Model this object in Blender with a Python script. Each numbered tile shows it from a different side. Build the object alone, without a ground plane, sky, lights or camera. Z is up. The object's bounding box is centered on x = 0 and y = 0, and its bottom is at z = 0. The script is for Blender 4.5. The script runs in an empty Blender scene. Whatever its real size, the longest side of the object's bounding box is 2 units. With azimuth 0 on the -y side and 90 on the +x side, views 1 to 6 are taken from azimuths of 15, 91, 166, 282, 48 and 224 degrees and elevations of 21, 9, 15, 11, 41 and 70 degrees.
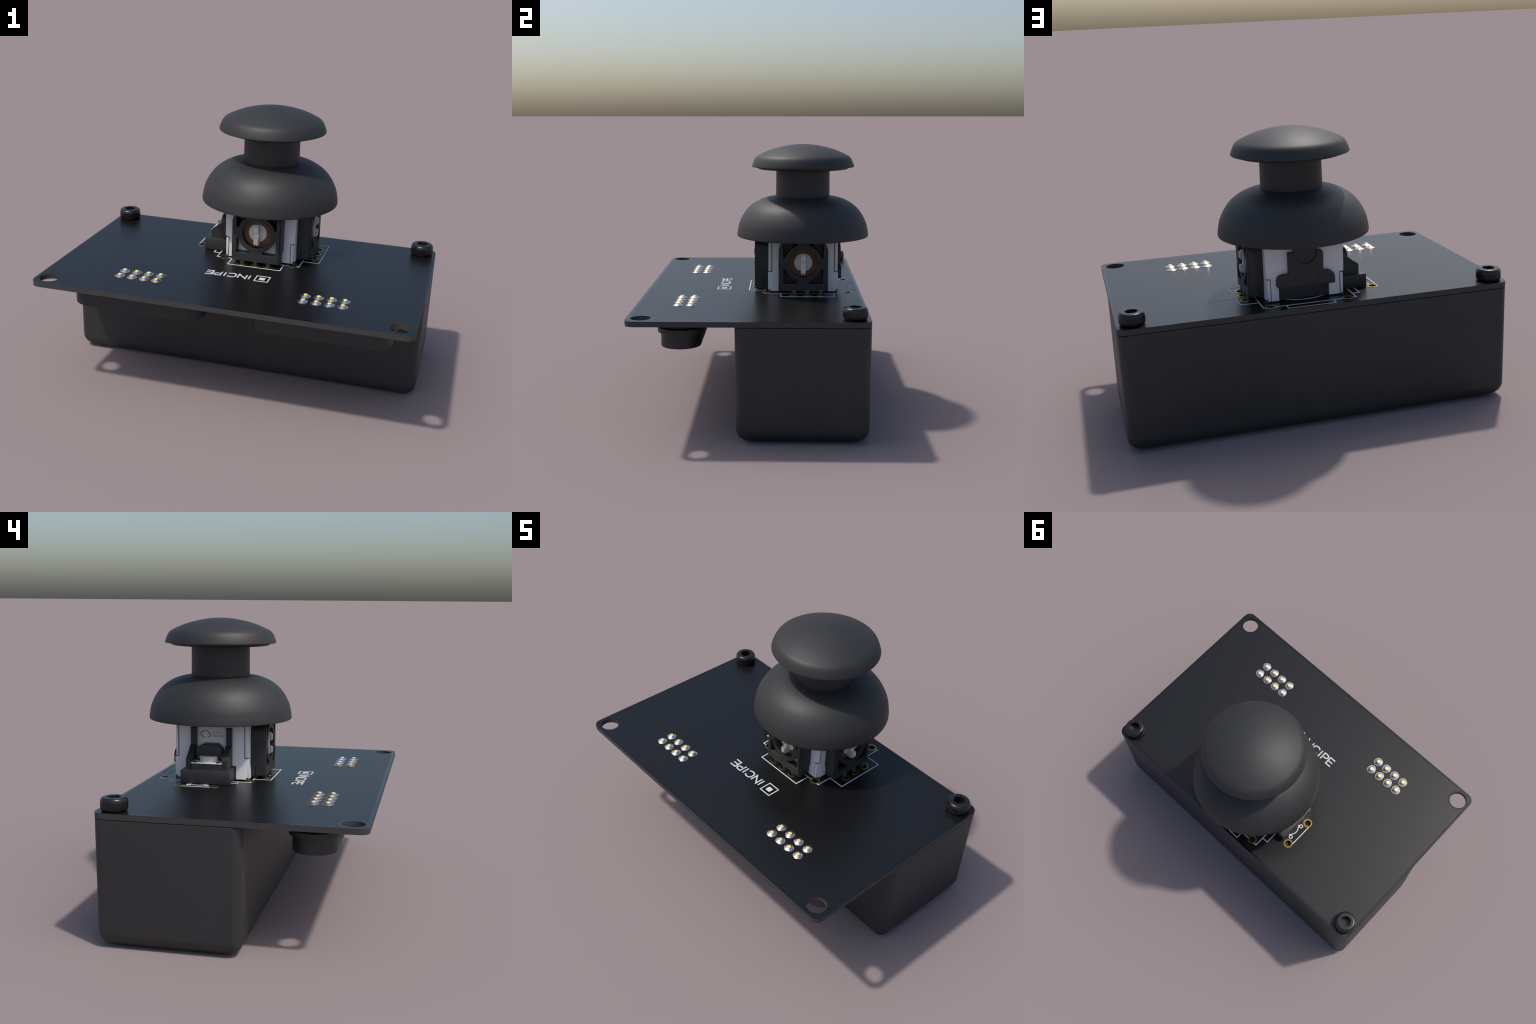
"""A thumb joystick on a black printed circuit board, screwed to a black plastic enclosure."""
import bpy, bmesh, math
from mathutils import Matrix, Vector

# ------------------------------------------------------------------ sizes (metres)
BOARD_TOP, BOARD_T = 0.6390, 0.0283
BOARD_BOT = BOARD_TOP - BOARD_T
BX, BY0, BY1, BR = 1.0, -0.6475, 0.5900, 0.045          # board half width, front, back, corner radius
HOLES = [(0.920, -0.572), (-0.926, -0.572), (0.920, 0.509), (-0.927, 0.509)]
HOLE_R = 0.053
JX, JY = 0.048, 0.259                                   # joystick axis
JZ = 0.820                                              # height of the potentiometer axes

# ------------------------------------------------------------------ materials
def material(name, color, rough=0.5, metallic=0.0, var=0.06, scale=30.0, bump=0.0, spec=0.5, coat=0.0):
    m = bpy.data.materials.new(name)
    m.use_nodes = True
    nt = m.node_tree
    b = nt.nodes["Principled BSDF"]
    tc = nt.nodes.new("ShaderNodeTexCoord")
    nz = nt.nodes.new("ShaderNodeTexNoise")
    nz.inputs["Scale"].default_value = scale
    nz.inputs["Detail"].default_value = 4.0
    nt.links.new(tc.outputs["Object"], nz.inputs["Vector"])
    rp = nt.nodes.new("ShaderNodeValToRGB")
    rp.color_ramp.elements[0].position, rp.color_ramp.elements[1].position = 0.3, 0.7
    rp.color_ramp.elements[0].color = [c * (1 - var) for c in color] + [1]
    rp.color_ramp.elements[1].color = [c * (1 + var) for c in color] + [1]
    nt.links.new(nz.outputs["Fac"], rp.inputs["Fac"])
    nt.links.new(rp.outputs["Color"], b.inputs["Base Color"])
    b.inputs["Roughness"].default_value = rough
    b.inputs["Metallic"].default_value = metallic
    b.inputs["Specular IOR Level"].default_value = spec
    b.inputs["Coat Weight"].default_value = coat
    if bump:
        fine = nt.nodes.new("ShaderNodeTexNoise")
        fine.inputs["Scale"].default_value = 420.0
        nt.links.new(tc.outputs["Object"], fine.inputs["Vector"])
        bp = nt.nodes.new("ShaderNodeBump")
        bp.inputs["Strength"].default_value = bump
        bp.inputs["Distance"].default_value = 0.002
        nt.links.new(fine.outputs["Fac"], bp.inputs["Height"])
        nt.links.new(bp.outputs["Normal"], b.inputs["Normal"])
    return m


def board_material():
    """Glossy black solder mask; the copper-free margin (edge and hole rims) is a little smoother."""
    m = material("black_solder_mask", (0.0045, 0.0045, 0.0048), 0.335, var=0.05, scale=12)
    nt = m.node_tree
    b = nt.nodes["Principled BSDF"]
    tc = nt.nodes.new("ShaderNodeTexCoord")
    sep = nt.nodes.new("ShaderNodeSeparateXYZ")
    nt.links.new(tc.outputs["Object"], sep.inputs[0])

    def math_node(op, a, c=None):
        n = nt.nodes.new("ShaderNodeMath")
        n.operation = op
        for i, v in enumerate((a, c)):
            if v is None:
                continue
            if isinstance(v, (int, float)):
                n.inputs[i].default_value = v
            else:
                nt.links.new(v, n.inputs[i])
        return n.outputs[0]

    inset = 0.015
    x, y = sep.outputs["X"], sep.outputs["Y"]
    mask = math_node("GREATER_THAN", math_node("ABSOLUTE", x), BX - inset)
    yc = (BY0 + BY1) / 2
    mask = math_node("MAXIMUM", mask, math_node("GREATER_THAN", math_node("ABSOLUTE", math_node("SUBTRACT", y, yc)), (BY1 - BY0) / 2 - inset))
    for hx, hy in HOLES:
        dx, dy = math_node("SUBTRACT", x, hx), math_node("SUBTRACT", y, hy)
        d = math_node("SQRT", math_node("ADD", math_node("MULTIPLY", dx, dx), math_node("MULTIPLY", dy, dy)))
        mask = math_node("MAXIMUM", mask, math_node("LESS_THAN", d, HOLE_R + 0.011))
    mix = nt.nodes.new("ShaderNodeMix")
    mix.inputs[2].default_value, mix.inputs[3].default_value = 0.335, 0.25
    nt.links.new(mask, mix.inputs[0])
    nt.links.new(mix.outputs[0], b.inputs["Roughness"])
    mc = nt.nodes.new("ShaderNodeMix")
    mc.data_type = "RGBA"
    old = b.inputs["Base Color"].links[0].from_socket
    nt.links.new(mask, mc.inputs[0])
    nt.links.new(old, mc.inputs[6])
    mc.inputs[7].default_value = (0.0045, 0.005, 0.006, 1)
    nt.links.new(mc.outputs[2], b.inputs["Base Color"])
    return m


M_BOARD = board_material()
M_EDGE = material("dark_laminate_edge", (0.038, 0.037, 0.035), 0.6, scale=60)
M_CASE = material("black_enclosure_plastic", (0.026, 0.0262, 0.027), 0.5, scale=8)
M_RUBBER = material("black_grip_plastic", (0.0235, 0.0235, 0.024), 0.56, scale=8)
M_BLACK = material("black_moulded_plastic", (0.022, 0.022, 0.023), 0.5, scale=25)
M_SOCK = material("black_socket_plastic", (0.024, 0.024, 0.026), 0.5, scale=25)
M_SCREW = material("black_oxide_steel", (0.008, 0.008, 0.008), 0.3, scale=40)
M_WHITE = material("white_metal_shell", (0.70, 0.695, 0.70), 0.5, var=0.02)
M_TAB = material("white_corner_tab", (0.70, 0.695, 0.70), 0.5, var=0.02)
M_GAP = material("dark_seam", (0.02, 0.02, 0.022), 0.7)
M_KNOB = material("pale_grey_nylon", (0.47, 0.455, 0.415), 0.5, var=0.03)
M_HUB = material("nylon_lightened_for_recess", (0.66, 0.64, 0.565), 0.5, var=0.03)  # paler than the plunger's nylon to counter the shade inside the round opening
M_BROWN = material("brown_phenolic_wafer", (0.185, 0.083, 0.028), 0.7, var=0.10, scale=60)
M_GOLD = material("gold_pad_darkened", (0.42, 0.315, 0.09), 0.34, metallic=1.0, var=0.05)  # gold toned down for the shadow and dark reflections round the housing
M_LAND = material("gold_land", (0.72, 0.44, 0.15), 0.35, metallic=1.0, var=0.05)
M_TIP = material("gold_pin_tip", (1.0, 0.74, 0.26), 0.45, metallic=0.35, var=0.03)
M_SOLDER = material("bright_solder", (0.72, 0.73, 0.76), 0.20, metallic=1.0, var=0.03)  # base colour brightened to carry the sun glint on the joints
M_PRINT = material("white_screen_print", (0.60, 0.60, 0.60), 0.6, var=0.02)
M_TRACE = material("masked_trace", (0.0045, 0.0045, 0.0048), 0.30)
M_PLATE = material("bright_switch_plate", (0.80, 0.80, 0.80), 0.4, metallic=0.3, var=0.02)
M_LEG = material("tinned_leg", (0.07, 0.066, 0.06), 0.5, metallic=0.2, var=0.05)
M_INK = material("grey_laser_mark", (0.10, 0.10, 0.11), 0.7)
M_INKPALE = material("pale_laser_mark", (0.24, 0.24, 0.26), 0.7)

# ------------------------------------------------------------------ helpers
ROOT = bpy.data.objects.new("joystick_controller", None)
bpy.context.scene.collection.objects.link(ROOT)
ROOT["label"] = "thumb joystick on a black circuit board bolted to a black enclosure"
ROOT["category"] = "joystick"


def add(name, mesh, mats, parent=ROOT, loc=(0, 0, 0), kind=None):
    o = bpy.data.objects.new(name, mesh)
    bpy.context.scene.collection.objects.link(o)
    if isinstance(mats, bpy.types.Material):
        mats = [mats]
    if mats:
        if not len(mesh.materials):
            for m in mats:
                mesh.materials.append(m)
    o.parent = parent
    o.location = loc
    if kind:
        o["kind"] = kind
    return o


def repeat(src, name, loc, parent, rot=0.0):
    o = src.copy()
    o.name = name
    bpy.context.scene.collection.objects.link(o)
    o.parent = parent
    o.location = loc
    o.rotation_euler = (0, 0, rot)
    return o


def finish(bm, name, smooth=35):
    bmesh.ops.remove_doubles(bm, verts=bm.verts, dist=1e-6)
    bmesh.ops.recalc_face_normals(bm, faces=bm.faces)
    me = bpy.data.meshes.new(name)
    bm.to_mesh(me)
    bm.free()
    for p in me.polygons:
        p.use_smooth = True
    me.set_sharp_from_angle(angle=math.radians(smooth))
    return me


def lathe(profile, name, seg=96, center=(0, 0, 0), squash=None):
    """Revolve (radius, height) points round z."""
    bm = bmesh.new()
    rings = []
    for r, z in profile:
        if r < 1e-6:
            rings.append([bm.verts.new((center[0], center[1], center[2] + z))])
        else:
            ring = []
            for i in range(seg):
                a = 2 * math.pi * i / seg
                k = squash(a, r) if squash else 1.0
                ring.append(bm.verts.new((center[0] + r * k * math.cos(a), center[1] + r * k * math.sin(a), center[2] + z)))
            rings.append(ring)
    for p, q in zip(rings, rings[1:]):
        for i in range(seg):
            j = (i + 1) % seg
            if len(p) == 1 and len(q) == 1:
                continue
            if len(p) == 1:
                bm.faces.new((p[0], q[i], q[j]))
            elif len(q) == 1:
                bm.faces.new((p[i], p[j], q[0]))
            else:
                bm.faces.new((p[i], p[j], q[j], q[i]))
    return finish(bm, name)


def arc(cx, cy, r, a0, a1, n=8):
    return [(cx + r * math.cos(math.radians(a0 + (a1 - a0) * i / n)), cy + r * math.sin(math.radians(a0 + (a1 - a0) * i / n))) for i in range(n + 1)]


def circle(cx, cy, r, n=48):
    return arc(cx, cy, r, 0, 360, n)[:-1]


def rounded_rect(x0, x1, y0, y1, r, n=8):
    rs = (r,) * 4 if isinstance(r, (int, float)) else r            # bl, br, tr, tl
    out = []
    for (cx, cy, a, rr) in ((x0, y0, 180, rs[0]), (x1, y0, 270, rs[1]), (x1, y1, 0, rs[2]), (x0, y1, 90, rs[3])):
        if rr < 1e-6:
            out.append((cx, cy))
        else:
            out += arc(cx + (rr if cx == x0 else -rr), cy + (rr if cy == y0 else -rr), rr, a, a + 90, n)
    return out


def plate(outlines, t, name, bevel=0.0, matrix=None, smooth=35):
    """Flat piece from closed outlines (first the rim, then its holes), 0..t along local z."""
    cu = bpy.data.curves.new(name, "CURVE")
    cu.dimensions, cu.fill_mode = "2D", "BOTH"
    cu.extrude = t / 2 - bevel
    cu.bevel_depth, cu.bevel_resolution, cu.offset = bevel, 2, -bevel
    for pts in outlines:
        s = cu.splines.new("POLY")
        s.points.add(len(pts) - 1)
        for p, (x, y) in zip(s.points, pts):
            p.co = (x, y, 0, 1)
        s.use_cyclic_u = True
    o = bpy.data.objects.new(name, cu)
    bpy.context.scene.collection.objects.link(o)
    bpy.context.view_layer.update()
    me = bpy.data.meshes.new_from_object(o.evaluated_get(bpy.context.evaluated_depsgraph_get()))
    bpy.data.objects.remove(o)
    bpy.data.curves.remove(cu)
    bm = bmesh.new()
    bm.from_mesh(me)
    bpy.data.meshes.remove(me)
    bmesh.ops.translate(bm, verts=bm.verts, vec=(0, 0, t / 2))
    if matrix is not None:
        bmesh.ops.transform(bm, matrix=matrix, verts=bm.verts)
    return finish(bm, name, smooth)


def box_bm(bm, x0, x1, y0, y1, z0, z1, bevel=0.0, seg=2):
    c = bmesh.ops.create_cube(bm, size=1.0, matrix=Matrix.Translation(((x0 + x1) / 2, (y0 + y1) / 2, (z0 + z1) / 2)) @ Matrix.Diagonal((x1 - x0, y1 - y0, z1 - z0, 1)))
    if bevel:
        es = list({e for v in c["verts"] for e in v.link_edges})
        bmesh.ops.bevel(bm, geom=es, offset=bevel, segments=seg, affect="EDGES", profile=0.5)


def boxes(name, *specs, bevel=0.0):
    bm = bmesh.new()
    for s in specs:
        box_bm(bm, *s[:6], bevel=s[6] if len(s) > 6 else bevel)
    return finish(bm, name)


def ribbon(bm, pts, w, z, closed=False, t=0.0012):
    """Thin printed line along a polyline, mitred, with its own little height."""
    n = len(pts)
    P = [Vector(p) for p in pts]
    L, R = [], []
    for i in range(n):
        d0 = (P[i] - P[i - 1]).normalized() if (i or closed) else None
        d1 = (P[(i + 1) % n] - P[i]).normalized() if (i < n - 1 or closed) else None
        d0, d1 = d0 or d1, d1 or d0
        n0, n1 = Vector((-d0.y, d0.x)), Vector((-d1.y, d1.x))
        m = (n0 + n1).normalized()
        m = m * (w / 2 / max(0.3, m.dot(n0)))
        L.append(P[i] + m)
        R.append(P[i] - m)
    top = [(bm.verts.new((*a, z + t)), bm.verts.new((*b, z + t))) for a, b in zip(L, R)]
    bot = [(bm.verts.new((*a, z - 0.002)), bm.verts.new((*b, z - 0.002))) for a, b in zip(L, R)]
    for i in range(n if closed else n - 1):
        j = (i + 1) % n
        bm.faces.new((top[i][0], top[j][0], top[j][1], top[i][1]))
        bm.faces.new((top[i][0], bot[i][0], bot[j][0], top[j][0]))
        bm.faces.new((top[i][1], top[j][1], bot[j][1], bot[i][1]))
    if not closed:
        for i in (0, n - 1):
            bm.faces.new((top[i][0], top[i][1], bot[i][1], bot[i][0]))


def merge(name, *meshes, smooth=35):
    bm = bmesh.new()
    for me in meshes:
        bm.from_mesh(me)
        bpy.data.meshes.remove(me)
    me = bpy.data.meshes.new(name)
    bm.to_mesh(me)
    bm.free()
    return me


# frames that turn a flat drawing (u across, v up, w outwards) to the four sides of the joystick
def side_matrix(side, depth):
    """u, v are world x or y and world z; local +z points out of the side, 0 at 'depth'."""
    if side == "south":
        return Matrix(((1, 0, 0, 0), (0, 0, -1, depth), (0, 1, 0, 0), (0, 0, 0, 1)))
    if side == "east":
        return Matrix(((0, 0, 1, depth), (1, 0, 0, 0), (0, 1, 0, 0), (0, 0, 0, 1)))
    if side == "north":
        return Matrix(((-1, 0, 0, 0), (0, 0, 1, depth), (0, 1, 0, 0), (0, 0, 0, 1)))   # u = -x
    return Matrix(((0, 0, -1, depth), (-1, 0, 0, 0), (0, 1, 0, 0), (0, 0, 0, 1)))      # west, u = -y


# ------------------------------------------------------------------ enclosure
def enclosure():
    z1, r, rb, n = BOARD_BOT - 0.003, 0.046, 0.077, 10
    x, y0, y1 = 0.9980, -0.095, 0.588
    bm = bmesh.new()
    rings = []
    heights = []
    for i in range(n + 1):                                   # rounded foot, then a straight draughted wall
        a = math.pi / 2 * i / n
        heights.append((rb * (1 - math.sin(a)), rb * (1 - math.cos(a))))
    heights.append((-0.002, z1 - 0.003))
    heights.append((0.001, z1))
    for inset, z in heights:
        draft = 0.001 * (1 - z / z1)
        ins = inset + draft
        ring = rounded_rect(-x + ins, x - ins, y0 + ins, y1 - ins, max(0.012, r - inset * 0.5), 8)
        rings.append([bm.verts.new((px, py, z)) for px, py in ring])
    for p, q in zip(rings, rings[1:]):
        for i in range(len(p)):
            j = (i + 1) % len(p)
            bm.faces.new((p[i], p[j], q[j], q[i]))
    bm.faces.new(list(reversed(rings[0])))
    bm.faces.new(rings[-1])
    return add("enclosure", finish(bm, "enclosure", 40), M_CASE)


case = enclosure()
# recessed rim that carries the board
rim = plate([rounded_rect(-0.985, 0.985, -0.08, 0.576, 0.04)], 0.0065, "enclosure_rim", matrix=Matrix.Translation((0, 0, BOARD_BOT - 0.006)))
add("rim", rim, M_GAP, case)

# ------------------------------------------------------------------ circuit board
CORNER_PADS = [(0.247, 0.051), (0.247, 0.517), (-0.152, 0.517), (-0.152, 0.051)]
EAST_PADS = [(0.336, 0.206), (0.336, 0.282), (0.336, 0.358)]
SOUTH_PADS = [(0.119, -0.0115), (0.044, -0.0115), (-0.031, -0.0115)]
SWITCH_PADS = [(-0.333, 0.381), (-0.333, 0.2)]
PADS = CORNER_PADS + EAST_PADS + SOUTH_PADS + SWITCH_PADS
outlines = [rounded_rect(-BX, BX, BY0, BY1, BR, 6)]
outlines += [circle(x, y, HOLE_R) for x, y in HOLES]
outlines += [circle(x, y, 0.0185, 24) for x, y in PADS]
board_mesh = plate(outlines, BOARD_T, "circuit_board", matrix=Matrix.Translation((0, 0, BOARD_BOT)))
board = add("circuit_board", board_mesh, [M_BOARD, M_EDGE])
for p in board_mesh.polygons:
    p.material_index = 0 if abs(p.normal.z) > 0.5 else 1

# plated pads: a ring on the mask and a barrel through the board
pad_mesh = lathe([(0.0190, -0.002), (0.0193, 0.0010), (0.0280, 0.0010), (0.0285, -0.0005)], "contact_pad", 32)
pad0 = add("contact_pad", pad_mesh, M_GOLD, board, (*PADS[0], BOARD_TOP))
for x, y in PADS[1:]:
    repeat(pad0, "contact_pad", (x, y, BOARD_TOP), board)

# soldered header pins: gold land, solder cone with a slightly uneven foot, gold pin tip
def solder_mesh(k):
    squash = lambda a, r: 1 + (0.03 * math.sin(2 * a + k * 1.7) + 0.03 * math.sin(3 * a + k * 2.9) + 0.025 * math.cos(5 * a + k)) * min(1, r / 0.026) ** 3
    cone = lathe([(0.0258, 0.0014), (0.0220, 0.0036), (0.0165, 0.0070), (0.0115, 0.0098), (0.0098, 0.0104), (0.0, 0.0104)], "cone", 24, squash=squash)
    land = lathe([(0.0, 0.0013), (0.0279, 0.0013), (0.0285, -0.001)], "land", 24, squash=squash)
    tip = lathe([(0.0108, 0.004), (0.0108, 0.0116), (0.0098, 0.0126), (0.0, 0.0128)], "tip", 20)
    for me, idx in ((cone, 0), (land, 1), (tip, 2)):
        for m in (M_SOLDER, M_LAND, M_TIP):
            me.materials.append(m)
        for p in me.polygons:
            p.material_index = idx
    return merge("solder_joint", cone, land, tip)


joints = []
for k in range(4):
    joints.append(solder_mesh(k))
PITCH = 0.0688
pins = [(x0 + i * PITCH, y) for x0 in (0.4085, -0.5920) for i in range(4) for y in (-0.351, -0.420)]
first = {}
for i, (x, y) in enumerate(pins):
    k = (i * 7 + i // 3) % 4
    if k not in first:
        first[k] = add("solder_joint", joints[k], [M_SOLDER, M_LAND, M_TIP], board, (x, y, BOARD_TOP))
    else:
        repeat(first[k], "solder_joint", (x, y, BOARD_TOP), board, rot=(i * 2.4) % 6.28)

# white screen print
W = 0.0056
lines = [
    ([(-0.1035, 0.040), (-0.1035, -0.0525), (0.1975, -0.0525), (0.1975, 0.040)], W),          # front potentiometer
    ([(0.285, 0.1320), (0.3805, 0.1320), (0.3805, 0.4340), (0.285, 0.4340)], W),              # side potentiometer
    ([(-0.0725, 0.530), (-0.0725, 0.5735), (0.1690, 0.5735), (0.1690, 0.530)], W),            # rear latch
    ([(-0.195, 0.1030), (-0.2315, 0.1030), (-0.2315, 0.4655), (-0.195, 0.4655)], W),          # switch block
    ([(0.272, 0.040), (0.285, 0.040), (0.285, 0.527), (0.268, 0.527)], W),                    # body outline
    ([(0.222, 0.040), (-0.125, 0.040)], W),
    ([(-0.175, 0.040), (-0.1935, 0.040), (-0.1935, 0.527), (-0.175, 0.527)], W),
    ([(-0.125, 0.527), (0.219, 0.527)], W),
    ([(-0.3555, 0.217), (-0.3555, 0.364)], W),                                                # switch symbol
    (circle(-0.316, 0.339, 0.0100, 20), W),
    (circle(-0.316, 0.244, 0.0100, 20), W),
    ([(-0.300, 0.336), (-0.309, 0.322), (-0.317, 0.306), (-0.320, 0.2915), (-0.317, 0.277), (-0.309, 0.261), (-0.300, 0.247)], W),
    (circle(0.0465, 0.283, 0.178, 64), W),                                                    # guide ring under the joystick
]
bm = bmesh.new()
closed_sets = {9, 10, 12}
for i, (pts, w) in enumerate(lines):
    ribbon(bm, pts, w, BOARD_TOP + i * 0.00006, closed=i in closed_sets)
bm2 = bmesh.new()
bmesh.ops.recalc_face_normals(bm, faces=bm.faces)
add("printed_outline", finish(bm, "printed_outline"), M_PRINT, board, kind="stuff")
bm2.free()

# lettering, read from the back of the board
BASE, TOPL = -0.1745, -0.2325
H = BASE - TOPL
def letter_points(x0, pts):
    return [(x0 - u, BASE - v) for u, v in pts]
S = 0.0080
c_arc = [(0.043, H * 0.80), (0.038, H * 0.93), (0.028, H), (0.015, H), (0.005, H * 0.90), (0.0, H * 0.72), (0.0, H * 0.28), (0.005, H * 0.10), (0.015, 0), (0.028, 0), (0.038, H * 0.07), (0.043, H * 0.20)]
letters = [
    ("I", 0.0665, [[(0, 0), (0, H)]]),
    ("N", 0.0480, [[(0, 0), (0, H), (0.043, 0), (0.043, H)]]),
    ("C", -0.0100, [c_arc]),
    ("I", -0.0715, [[(0, 0), (0, H)]]),
    ("P", -0.0925, [[(0, 0), (0, H), (0.026, H), (0.034, H * 0.90), (0.036, H * 0.74), (0.034, H * 0.58), (0.026, H * 0.47), (0.0, H * 0.47)]]),
    ("E", -0.1400, [[(0.039, H), (0, H), (0, 0), (0.039, 0)], [(0, H / 2), (0.035, H / 2)]]),
]
for ch, x0, strokes in letters:
    bm = bmesh.new()
    for i, st in enumerate(strokes):
        inner = [(min(max(u, 0.0), 1), v) for u, v in st]
        inner = [(u, S / 2 + v * (H - S) / H) for u, v in inner]
        ribbon(bm, letter_points(x0, inner), S, BOARD_TOP + i * 0.0001)
    add("printed_letter", finish(bm, "printed_letter"), M_PRINT, board)
bm = bmesh.new()
ribbon(bm, [(0.1005, -0.2385), (0.1735, -0.2385), (0.1735, -0.1655), (0.1005, -0.1655)], 0.0062, BOARD_TOP, closed=True)
box_bm(bm, 0.1205, 0.1525, -0.2180, -0.1865, BOARD_TOP - 0.002, BOARD_TOP + 0.0012)
add("printed_square_mark", finish(bm, "printed_square_mark"), M_PRINT, board)

# masked copper trace beside the joystick, hardly visible
bm = bmesh.new()
ribbon(bm, [(0.352, 0.300), (0.372, 0.318), (0.490, 0.318)], 0.004, BOARD_TOP, t=0.0003)
ribbon(bm, [(0.352, 0.336), (0.372, 0.328), (0.490, 0.334)], 0.004, BOARD_TOP + 0.00005, t=0.0003)
ribbon(bm, circle(0.508, 0.326, 0.019, 20), 0.004, BOARD_TOP + 0.0001, closed=True, t=0.0003)
add("masked_trace", finish(bm, "masked_trace"), M_TRACE, board, kind="stuff")

# ------------------------------------------------------------------ socket screws
def screw_mesh():
    R, h, teeth = 0.0635, 0.0630, 56
    seg = teeth * 4
    bm = bmesh.new()
    prof = [(0.052, 0.001, 0), (0.0595, 0.0045, 0), (0.0625, 0.0100, 1), (R, 0.018, 1), (R, 0.038, 1), (R, 0.0405, 0)]
    rt = 0.0150
    for i in range(1, 9):
        a = math.pi / 2 * i / 8
        prof.append((R - rt * (1 - math.cos(a)), 0.0415 + (h - 0.0415) * math.sin(a), 0))
    prof.append((0.0405, h, 0))
    rings = []
    for r, z, k in prof:
        ring = []
        for i in range(seg):
            a = 2 * math.pi * i / seg
            groove = -0.0016 * k if i % 4 in (2, 3) else 0.0
            ring.append(bm.verts.new(((r + groove) * math.cos(a), (r + groove) * math.sin(a), z)))
        rings.append(ring)
    hexr = 0.0340
    def hex_ring(z, s=1.0):
        out = []
        for i in range(seg):                                  # points along the six flats
            a = 2 * math.pi * i / seg
            t = (a % (math.pi / 3)) - math.pi / 6
            rr = hexr * s * math.cos(math.pi / 6) / math.cos(t)
            out.append(bm.verts.new((rr * math.cos(a), rr * math.sin(a), z)))
        return out
    rings += [hex_ring(h), hex_ring(h - 0.002, 0.985), hex_ring(h - 0.048, 0.985)]
    for p, q in zip(rings, rings[1:]):
        for i in range(seg):
            j = (i + 1) % seg
            bm.faces.new((p[i], p[j], q[j], q[i]))
    bm.faces.new(rings[-1])
    bm.faces.new(list(reversed(rings[0])))
    return finish(bm, "screw", 28)


s0 = add("screw", screw_mesh(), M_SCREW, ROOT, (0.920, 0.509, BOARD_TOP))
s1 = repeat(s0, "screw", (-0.927, 0.509, BOARD_TOP), ROOT)
shank = lathe([(0.0, -0.06), (0.036, -0.06), (0.036, 0.002), (0.0, 0.002)], "shank", 32)
k0 = add("screw_shank", shank, M_SCREW, s0)
repeat(k0, "screw_shank", (0, 0, 0), s1)

# ------------------------------------------------------------------ sockets under the front edge
def stadium(cx, cy, half, r, n=20):
    return arc(cx + half - r, cy, r, -90, 90, n) + arc(cx - half + r, cy, r, 90, 270, n)


def socket_mesh():
    neck = plate([stadium(0, 0, 0.350, 0.088)], 0.060, "neck", matrix=Matrix.Translation((0, 0, -0.0655)))
    lip = plate([stadium(0, 0, 0.384, 0.121)], 0.027, "lip", bevel=0.002, matrix=Matrix.Translation((0, 0, -0.075)))
    body = plate([stadium(0, 0, 0.367, 0.104), stadium(0, 0, 0.345, 0.082)], 0.082, "body", bevel=0.002, matrix=Matrix.Translation((0, 0, -0.151)))
    floor = plate([stadium(0, 0, 0.348, 0.085)], 0.05, "floor", matrix=Matrix.Translation((0, 0, -0.125)))
    return merge("socket", neck, lip, body, floor)


sk = add("socket", socket_mesh(), M_SOCK, ROOT, (0.5115, -0.386, BOARD_BOT + 0.0050))
repeat(sk, "socket", (-0.4890, -0.386, BOARD_BOT + 0.0050), ROOT)

# ------------------------------------------------------------------ joystick housing (pale shell)
X0, X1, Y0, Y1 = JX - 0.200, JX + 0.200, JY - 0.199, JY + 0.199
ZB, ZT = 0.6450, 1.000
# upper block, and below it legs that leave the rear open for the recessed black base
up = plate([rounded_rect(X0, X1, Y0, Y1, 0.018, 2)], ZT - 0.716, "upper", matrix=Matrix.Translation((0, 0, 0.716)))
XL, XR = X0 + 0.077, X1 - 0.061
CR = 0.018
low_pts = arc(X0 + CR, Y0 + CR, CR, 180, 270, 2) + arc(X1 - CR, Y0 + CR, CR, 270, 360, 2)
low_pts += arc(X1 - CR, Y1 - CR, CR, 0, 90, 2) + [(XR, Y1), (XR, Y1 - 0.02), (XL, Y1 - 0.02), (XL, Y1)] + arc(X0 + CR, Y1 - CR, CR, 90, 180, 2)
low = plate([low_pts], 0.7162 - ZB, "legs", matrix=Matrix.Translation((0, 0, ZB)))
shell = merge("housing", up, low)
housing = add("housing", shell, M_WHITE)
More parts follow.
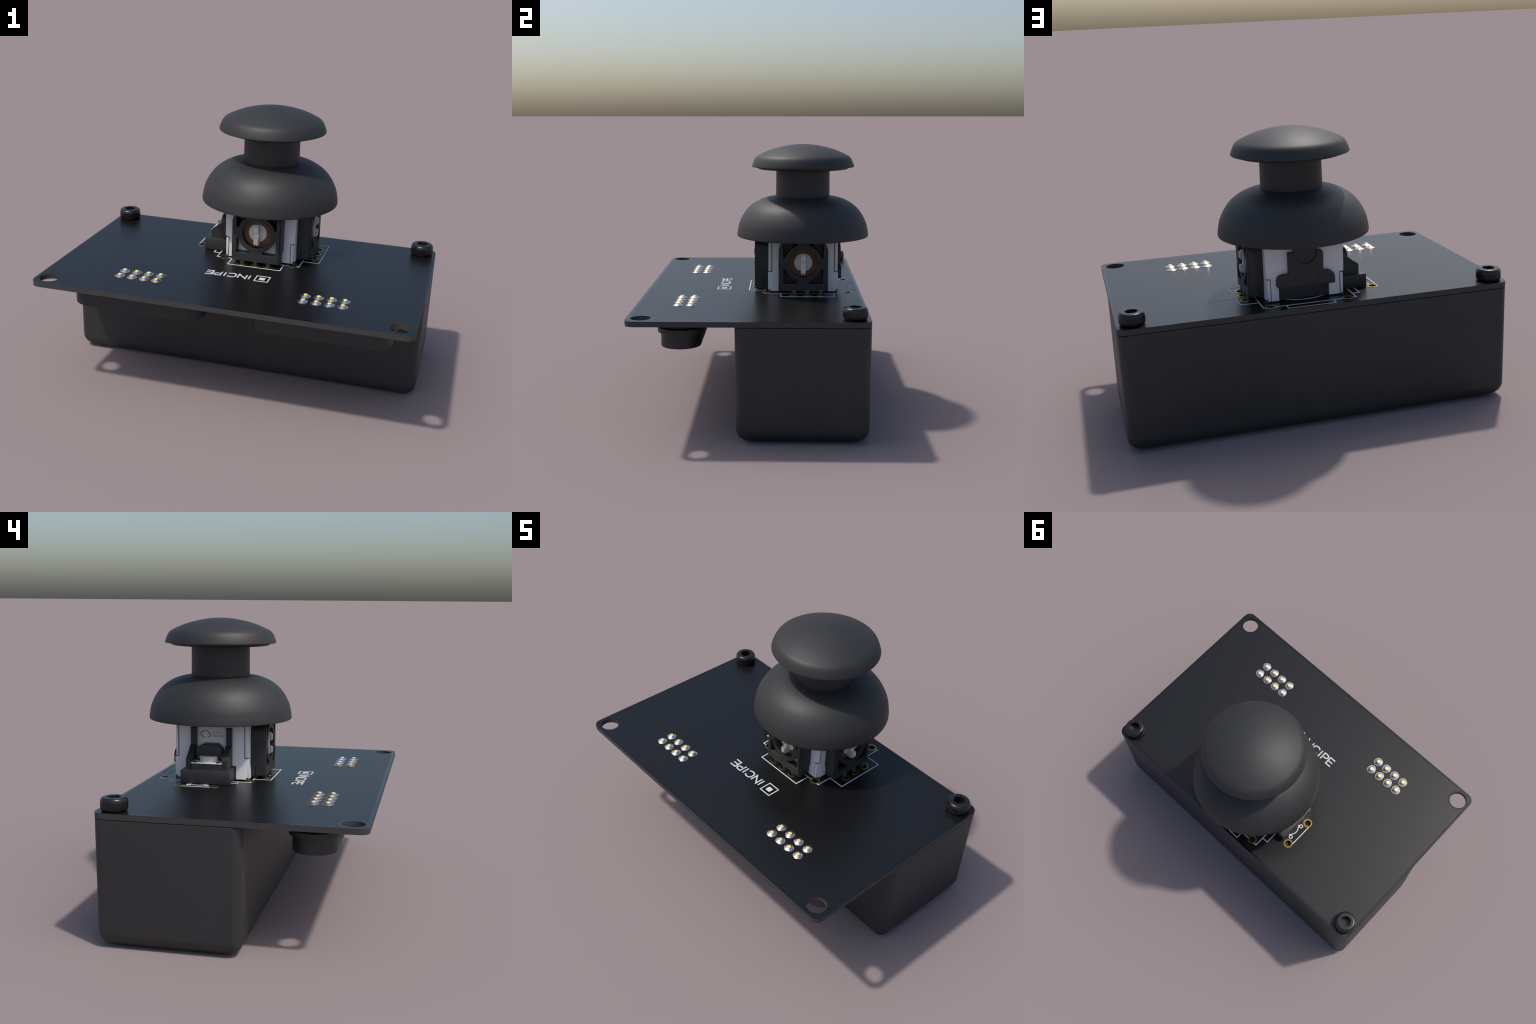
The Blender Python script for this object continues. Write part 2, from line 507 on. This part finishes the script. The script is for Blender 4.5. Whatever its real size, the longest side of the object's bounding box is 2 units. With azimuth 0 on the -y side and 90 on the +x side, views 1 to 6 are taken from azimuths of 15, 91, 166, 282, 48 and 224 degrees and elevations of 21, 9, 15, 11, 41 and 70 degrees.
# corner tabs with their dark seams: low ones on the front and rear faces, tall ones on the two side faces
SEAM = 0.0032
def corner_tab(x0, x1, y0, y1, z0, z1):
    add("corner_tab", boxes("corner_tab", (x0, x1, y0, y1, z0, z1), bevel=0.0012), M_TAB, housing)
bmg = bmesh.new()
for sx in (0, 1):
    for sy in (0, 1):
        xe, ye = (X0, X1)[sx], (Y0, Y1)[sy]
        dx, dy = (1, -1)[sx], (1, -1)[sy]
        # front / rear: low tab, seam on its inner side and above it
        xa, xb = sorted((xe + dx * 0.0050, xe + dx * 0.0185))
        ya, yb = sorted((ye - dy * 0.0022, ye + dy * 0.01))
        corner_tab(xa, xb, ya, yb, 0.6530, 0.757)
        ga, gb = sorted((ye - dy * 0.0007, ye + dy * 0.01))
        xs = sorted((xe + dx * 0.0185, xe + dx * 0.0217))
        box_bm(bmg, xs[0], xs[1], ga, gb, 0.6440, 0.7605)
        box_bm(bmg, xa, xb, ga, gb, 0.7570, 0.7605)
        # sides: tall tab from above, ending at the same height
        ya, yb = sorted((ye + dy * 0.0050, ye + dy * 0.0180))
        xa, xb = sorted((xe - dx * 0.0020, xe + dx * 0.01))
        corner_tab(xa, xb, ya, yb, 0.7615, 0.99)
        ga, gb = sorted((xe - dx * 0.0007, xe + dx * 0.01))
        ys = sorted((ye + dy * 0.0180, ye + dy * 0.0212))
        box_bm(bmg, ga, gb, ys[0], ys[1], 0.7580, 0.99)
        box_bm(bmg, ga, gb, ya, yb, 0.7580, 0.7612)
add("seam", finish(bmg, "seam"), M_GAP, housing, kind="stuff")
# feet that go into the corner pads
for x, y in CORNER_PADS:
    fx = x + (0.0 if x > JX else 0.006)
    fy = min(max(y, Y0 + 0.006), Y1 - 0.006)
    add("housing_foot", boxes("housing_foot", (fx - 0.005, fx + 0.005, fy - 0.005, fy + 0.005, 0.628, 0.655), bevel=0.001), M_LEG, housing)
base = add("housing_base", boxes("housing_base", (X0 + 0.075, X1 - 0.061, Y0 + 0.01, Y1 - 0.014, 0.6440, 0.72), (X0 + 0.03, X1 - 0.03, Y0 + 0.03, Y1 - 0.03, 0.646, 0.70)), M_BLACK, housing)

# ------------------------------------------------------------------ potentiometers (front and right side)
def pocket(sx, sy, S=0.113, St=0.117, R=0.1065, a=0.0365, b=0.031):
    """One triangular window between the square frame and the round rim."""
    t0, t1 = math.degrees(math.acos(a / R)), math.degrees(math.asin(b / R))
    pts = arc(0, 0, R, t0, t1, 8)                              # from the vertical bar round to the horizontal bar
    pts = [(a, St)] + pts + [(S, b), (S, St)]
    return [(sx * u, sy * v) for u, v in pts]


def potentiometer(side):
    if side == "south":
        uc, d_front, d_wall, prong = JX - 0.0005, -0.0215, Y0, 0.0
        M = lambda w: side_matrix("south", d_wall - w)          # w: distance out from the shell
        out = d_wall - d_front
    else:
        uc, d_front, d_wall, prong = JY, 0.3275, X1, 0.0025
        M = lambda w: side_matrix("east", d_wall + w)
        out = d_front - d_wall
    shift = lambda pts: [(u + uc, v + JZ) for u, v in pts]
    zb, zt, hw, hf, zn = 0.6585 - JZ, 0.944 - JZ, 0.1405, 0.1330, 0.713 - JZ
    deep = 0.052                                                # how far the windows reach in
    bars = rounded_rect(-hf, hf, zb, zt - 0.006, (0.002, 0.002, 0.056, 0.056))
    holes = [shift(circle(0, 0, 0.0815, 64))] + [shift(pocket(a, b)) for a in (1, -1) for b in (1, -1)]
    frame = plate([shift(bars)] + holes, deep, "frame", bevel=0.0015, matrix=M(out - deep))
    ring = plate([shift(rounded_rect(-hw, hw, zb, zt, (0.002, 0.002, 0.06, 0.06))), shift(rounded_rect(-hf + 0.002, hf - 0.002, zb + 0.003, zt - 0.008, (0.001, 0.001, 0.054, 0.054)))],
                 deep - 0.006, "ring", bevel=0.002, matrix=M(out - deep))
    panel = plate([shift(rounded_rect(-hf, hf, zb + 0.001, zt - 0.006, (0.002, 0.002, 0.056, 0.056)))], 0.003, "panel", matrix=M(out - deep - 0.0031))
    core = plate([shift(rounded_rect(-hw, hw, zn, zt, (0.001, 0.001, 0.06, 0.06)))], out - deep + 0.001, "core", matrix=M(0.0001))
    foot = plate([shift(rounded_rect(-0.1330, 0.1330, 0.6515 - JZ, zn + 0.01, 0.001))], out - deep + 0.0005, "foot", matrix=M(0.0002))
    body = add("potentiometer", merge("potentiometer", frame, ring, panel, core, foot), M_BLACK)
    # phenolic wafer at the back of the round opening, then the slotted drive hub
    wafer = plate([shift(circle(0, 0, 0.090, 64))], 0.010, "wafer", matrix=M(out - 0.0490))
    add("wafer", wafer, M_BROWN, body)
    hub_disc = plate([shift(circle(0, 0, 0.0515, 48))], 0.014, "hub", bevel=0.001, matrix=M(out - 0.046))
    # side view of the bar: two prongs with chamfered outer corners and a notch between
    prof = [(-0.046, -0.066), (-0.006, -0.066), (0.008, -0.055), (0.008, -0.027), (0.003, -0.022), (-0.0085, -0.022),
            (-0.0085, 0.009), (0.003, 0.009), (0.008, 0.014), (0.008, 0.043), (-0.006, 0.055), (-0.046, 0.055)]
    bm = bmesh.new()
    hwid = 0.0128
    ringa = [bm.verts.new((uc - hwid, v + JZ, w + prong)) for w, v in prof]
    ringb = [bm.verts.new((uc + hwid, v + JZ, w + prong)) for w, v in prof]
    bm.faces.new(ringa)
    bm.faces.new(ringb)
    for i in range(len(prof)):
        j = (i + 1) % len(prof)
        bm.faces.new((ringa[i], ringa[j], ringb[j], ringb[i]))
    bmesh.ops.transform(bm, matrix=M(out), verts=bm.verts)
    bar = finish(bm, "bar", 20)
    add("hub", merge("hub", hub_disc, bar), M_HUB, body)
    # three terminals
    pads = SOUTH_PADS if side == "south" else EAST_PADS
    for x, y in pads:
        if side == "south":
            spec = (x - 0.012, x + 0.012, y - 0.001, y + 0.006, 0.625, 0.668)
        else:
            spec = (x - 0.013, x - 0.006, y - 0.012, y + 0.012, 0.625, 0.668)
        add("terminal", boxes("terminal", spec, bevel=0.001), M_LEG, body)
    if side == "south":
        for s in (1, -1):
            lo, hi = sorted((s * 0.036, s * 0.1125))
            win = plate([shift([(lo, -0.116), (hi, -0.116), (hi, -0.031), (lo, -0.031)])], 0.004, "window", matrix=M(out - 0.0510))
            add("shell_behind_window", win, M_WHITE, body)
    return body


potentiometer("south")
potentiometer("east")

# ------------------------------------------------------------------ rear latch
def latch():
    f = lambda x: -x                                           # drawing is made in u = -x
    M = side_matrix("north", Y1 - 0.002)
    u = lambda pts: [(-x, z) for x, z in pts]
    arms = [(-0.1, 0.7135), (0.188, 0.7120), (0.200, 0.724), (0.200, 0.749)] + arc(0.168, 0.749, 0.032, 0, 90, 8) + [(0.138, 0.781), (-0.042, 0.783), (-0.060, 0.783)] + arc(-0.060, 0.743, 0.040, 90, 180, 8)
    arms_m = plate([u(arms)], 0.0260, "arms", bevel=0.0012, matrix=M)
    tower = [(-0.041, 0.72), (0.138, 0.72), (0.138, 0.889), (0.108, 0.889), (0.108, 0.960), (-0.012, 0.960), (-0.012, 0.889), (-0.034, 0.889), (-0.041, 0.882)]
    tower_m = plate([u(tower), u(circle(0.0475, 0.886, 0.0585, 48))], 0.0255, "tower", bevel=0.0012, matrix=M)
    disc = plate([u(circle(0.0475, 0.886, 0.060, 48))], 0.0180, "disc", matrix=M)
    o = add("latch", merge("latch", arms_m, tower_m, disc), M_BLACK)
    slit = boxes("slit", (-0.0160, -0.0115, Y1 + 0.01, Y1 + 0.0247, 0.718, 0.806))
    add("latch_slit", slit, M_GAP, o)
    return o


latch()

# ------------------------------------------------------------------ push switch on the left side
def push_switch():
    sw = add("push_switch", boxes("push_switch", (-0.2985, X0 + 0.003, 0.1315, 0.3885, 0.6405, 0.7115, 0.0035), (X0 - 0.006, X0 + 0.004, 0.1255, 0.3920, 0.6425, 0.7170, 0.001)), M_BLACK)
    yc = 0.257
    body = plate([rounded_rect(-0.276, -0.165, 0.176, 0.337, 0.008, 3)], 0.034, "switch_body", matrix=Matrix.Translation((0, 0, 0.7100)))
    add("switch_body", body, M_BLACK, sw)
    pl = plate([rounded_rect(-0.2775, -0.165, 0.1745, 0.3385, 0.008, 3)], 0.0042, "switch_plate", bevel=0.001, matrix=Matrix.Translation((0, 0, 0.7440)))
    add("switch_plate", pl, M_PLATE, sw)
    rv = lathe([(0.0125, -0.001), (0.0125, 0.003), (0.0100, 0.0048), (0.0, 0.0052)], "rivet", 20)
    r0 = add("rivet", rv, M_BLACK, sw, (-0.2620, 0.1945, 0.7482))
    for x, y in ((-0.2620, 0.3185), (-0.180, 0.1945), (-0.180, 0.3185)):
        repeat(r0, "rivet", (x, y, 0.7482), sw)
    pg = lathe([(0.0475, 0.0), (0.0470, 0.020), (0.0455, 0.0285), (0.0, 0.0285)], "plunger", 48, center=(-0.216, yc, 0.7481))
    add("plunger", pg, M_KNOB, sw)
    # button: rounded block reaching out from the shell
    prof = [(-0.058, 0.773), (0.062, 0.773), (0.0700, 0.785), (0.0705, 0.802), (0.066, 0.814), (0.056, 0.825), (0.038, 0.836), (-0.038, 0.836), (-0.052, 0.825), (-0.062, 0.814), (-0.0665, 0.802), (-0.0660, 0.785)]
    M = side_matrix("west", X0 + 0.02)
    bt = plate([[(-(y + yc - 0.001), z) for y, z in prof]], 0.089, "button", bevel=0.005, matrix=M, smooth=30)
    add("button", bt, M_BLACK, sw)
    # two guide ribs: step, slope, column
    for ya, yb in ((0.1455, 0.1755), (0.3365, 0.3675)):
        side = [(X0 + 0.01, 0.7110), (-0.2640, 0.7110), (-0.2640, 0.7610), (-0.1770, 0.826), (-0.1700, 0.826), (-0.1700, 0.914), (-0.1660, 0.918), (X0 + 0.01, 0.918)]
        bm = bmesh.new()
        A = [bm.verts.new((x, ya, z)) for x, z in side]
        B = [bm.verts.new((x, yb, z)) for x, z in side]
        bm.faces.new(A)
        bm.faces.new(B)
        for i in range(len(side)):
            j = (i + 1) % len(side)
            bm.faces.new((A[i], A[j], B[j], B[i]))
        add("guide_rib", finish(bm, "guide_rib", 20), M_BLACK, sw)
    return sw


push_switch()

# maker's mark on the left face: a cloud outline and two small lines of lettering
def on_west(bm):
    """flat drawing (u = -y, v = z) to the left face of the shell"""
    bmesh.ops.transform(bm, matrix=side_matrix("west", X0), verts=bm.verts)
cloud = [(-0.2800, 0.8690), (-0.2740, 0.8685)] + arc(-0.2745, 0.8770, 0.0090, -70, 70, 6) + [(-0.2760, 0.8890)] + arc(-0.2900, 0.8890, 0.0125, 20, 150, 8) + [(-0.3060, 0.8960)] + arc(-0.3080, 0.8840, 0.0095, 100, 260, 7) + [(-0.3060, 0.8680), (-0.3000, 0.8630), (-0.2950, 0.8650)]
bm = bmesh.new()
ribbon(bm, cloud, 0.0038, 0.0, t=0.0008)
on_west(bm)
add("cloud_mark", finish(bm, "cloud_mark"), M_INK, housing)
for body, yy, zz in (("ULTRA", 0.2560, 0.8850), ("LIBRARIAN", 0.2560, 0.8680)):
    fc = bpy.data.curves.new("mark_text", "FONT")
    fc.body, fc.size, fc.extrude = body, 0.0165, 0.0006
    fo = bpy.data.objects.new("mark_text", fc)
    bpy.context.scene.collection.objects.link(fo)
    bpy.context.view_layer.update()
    me = bpy.data.meshes.new_from_object(fo.evaluated_get(bpy.context.evaluated_depsgraph_get()))
    bpy.data.objects.remove(fo)
    wid = max(v.co.x for v in me.vertices)
    me.transform(Matrix.Diagonal(((0.062 if len(body) > 5 else 0.046) / wid, 1, 1, 1)))
    me.transform(side_matrix("west", X0) @ Matrix.Translation((-yy, zz, 0)))
    add("mark_text", me, M_INKPALE, housing)

# ------------------------------------------------------------------ thumb stick
def spline(ctrl, n=5):
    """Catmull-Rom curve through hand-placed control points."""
    P = [Vector(p) for p in ctrl]
    P = [2 * P[0] - P[1]] + P + [2 * P[-1] - P[-2]]
    out = []
    for i in range(1, len(P) - 2):
        for k in range(n):
            t = k / n
            a, b, c, d = P[i - 1], P[i], P[i + 1], P[i + 2]
            out.append(tuple(0.5 * (2 * b + (c - a) * t + (2 * a - 5 * b + 4 * c - d) * t * t + (3 * b - a - 3 * c + d) * t ** 3)))
    return out + [tuple(P[-2])]


def skirt():
    outer = spline([(0.3878, 0.9495), (0.3872, 0.9600), (0.3845, 0.9800), (0.3755, 1.0205), (0.3565, 1.0620), (0.3355, 1.0935), (0.3145, 1.1165),
                    (0.2895, 1.1360), (0.2645, 1.1510), (0.2400, 1.1620), (0.2100, 1.1710), (0.1800, 1.1765), (0.1605, 1.1785)])
    wall = 0.014
    inner = [(r * (1 - wall / 0.388), z - wall * min(1, (z - 0.948) / 0.12)) for r, z in reversed(outer)]
    prof = [(0.0, inner[0][1])] + inner + [(0.3745, 0.9475), (0.3785, 0.9462), (0.3845, 0.9462), (0.3870, 0.9475)] + outer
    prof += [(0.1600, 1.1795), (0.150, 1.1795), (0.0, 1.1795)]
    return lathe(prof, "dome_skirt", 128, (JX, JY, 0))


add("dome_skirt", skirt(), M_RUBBER)
stem = lathe([(0.0, 1.150), (0.1585, 1.150), (0.1580, 1.186), (0.1572, 1.260), (0.1570, 1.332), (0.0, 1.336)], "stem", 96, (JX, JY, 0))
add("stem", stem, M_RUBBER)
cap_prof = [(0.0, 1.3365), (0.150, 1.3365), (0.250, 1.3370), (0.259, 1.3385), (0.2650, 1.3425), (0.2680, 1.3480), (0.2690, 1.3500), (0.2930, 1.3500), (0.2975, 1.3510),
            (0.2993, 1.3540), (0.2985, 1.3590), (0.2935, 1.3735), (0.2880, 1.3870), (0.2820, 1.3990), (0.2750, 1.4085), (0.2660, 1.4155), (0.2550, 1.4215),
            (0.2330, 1.4320), (0.2105, 1.4420), (0.1850, 1.4515), (0.1580, 1.4595), (0.1340, 1.4658), (0.1110, 1.4708), (0.0820, 1.4762), (0.0540, 1.4800), (0.0270, 1.4820), (0.0, 1.4826)]
add("thumb_cap", lathe([(r * 1.0015, z + 0.0006) for r, z in cap_prof], "thumb_cap", 128, (JX, JY, 0)), M_RUBBER)
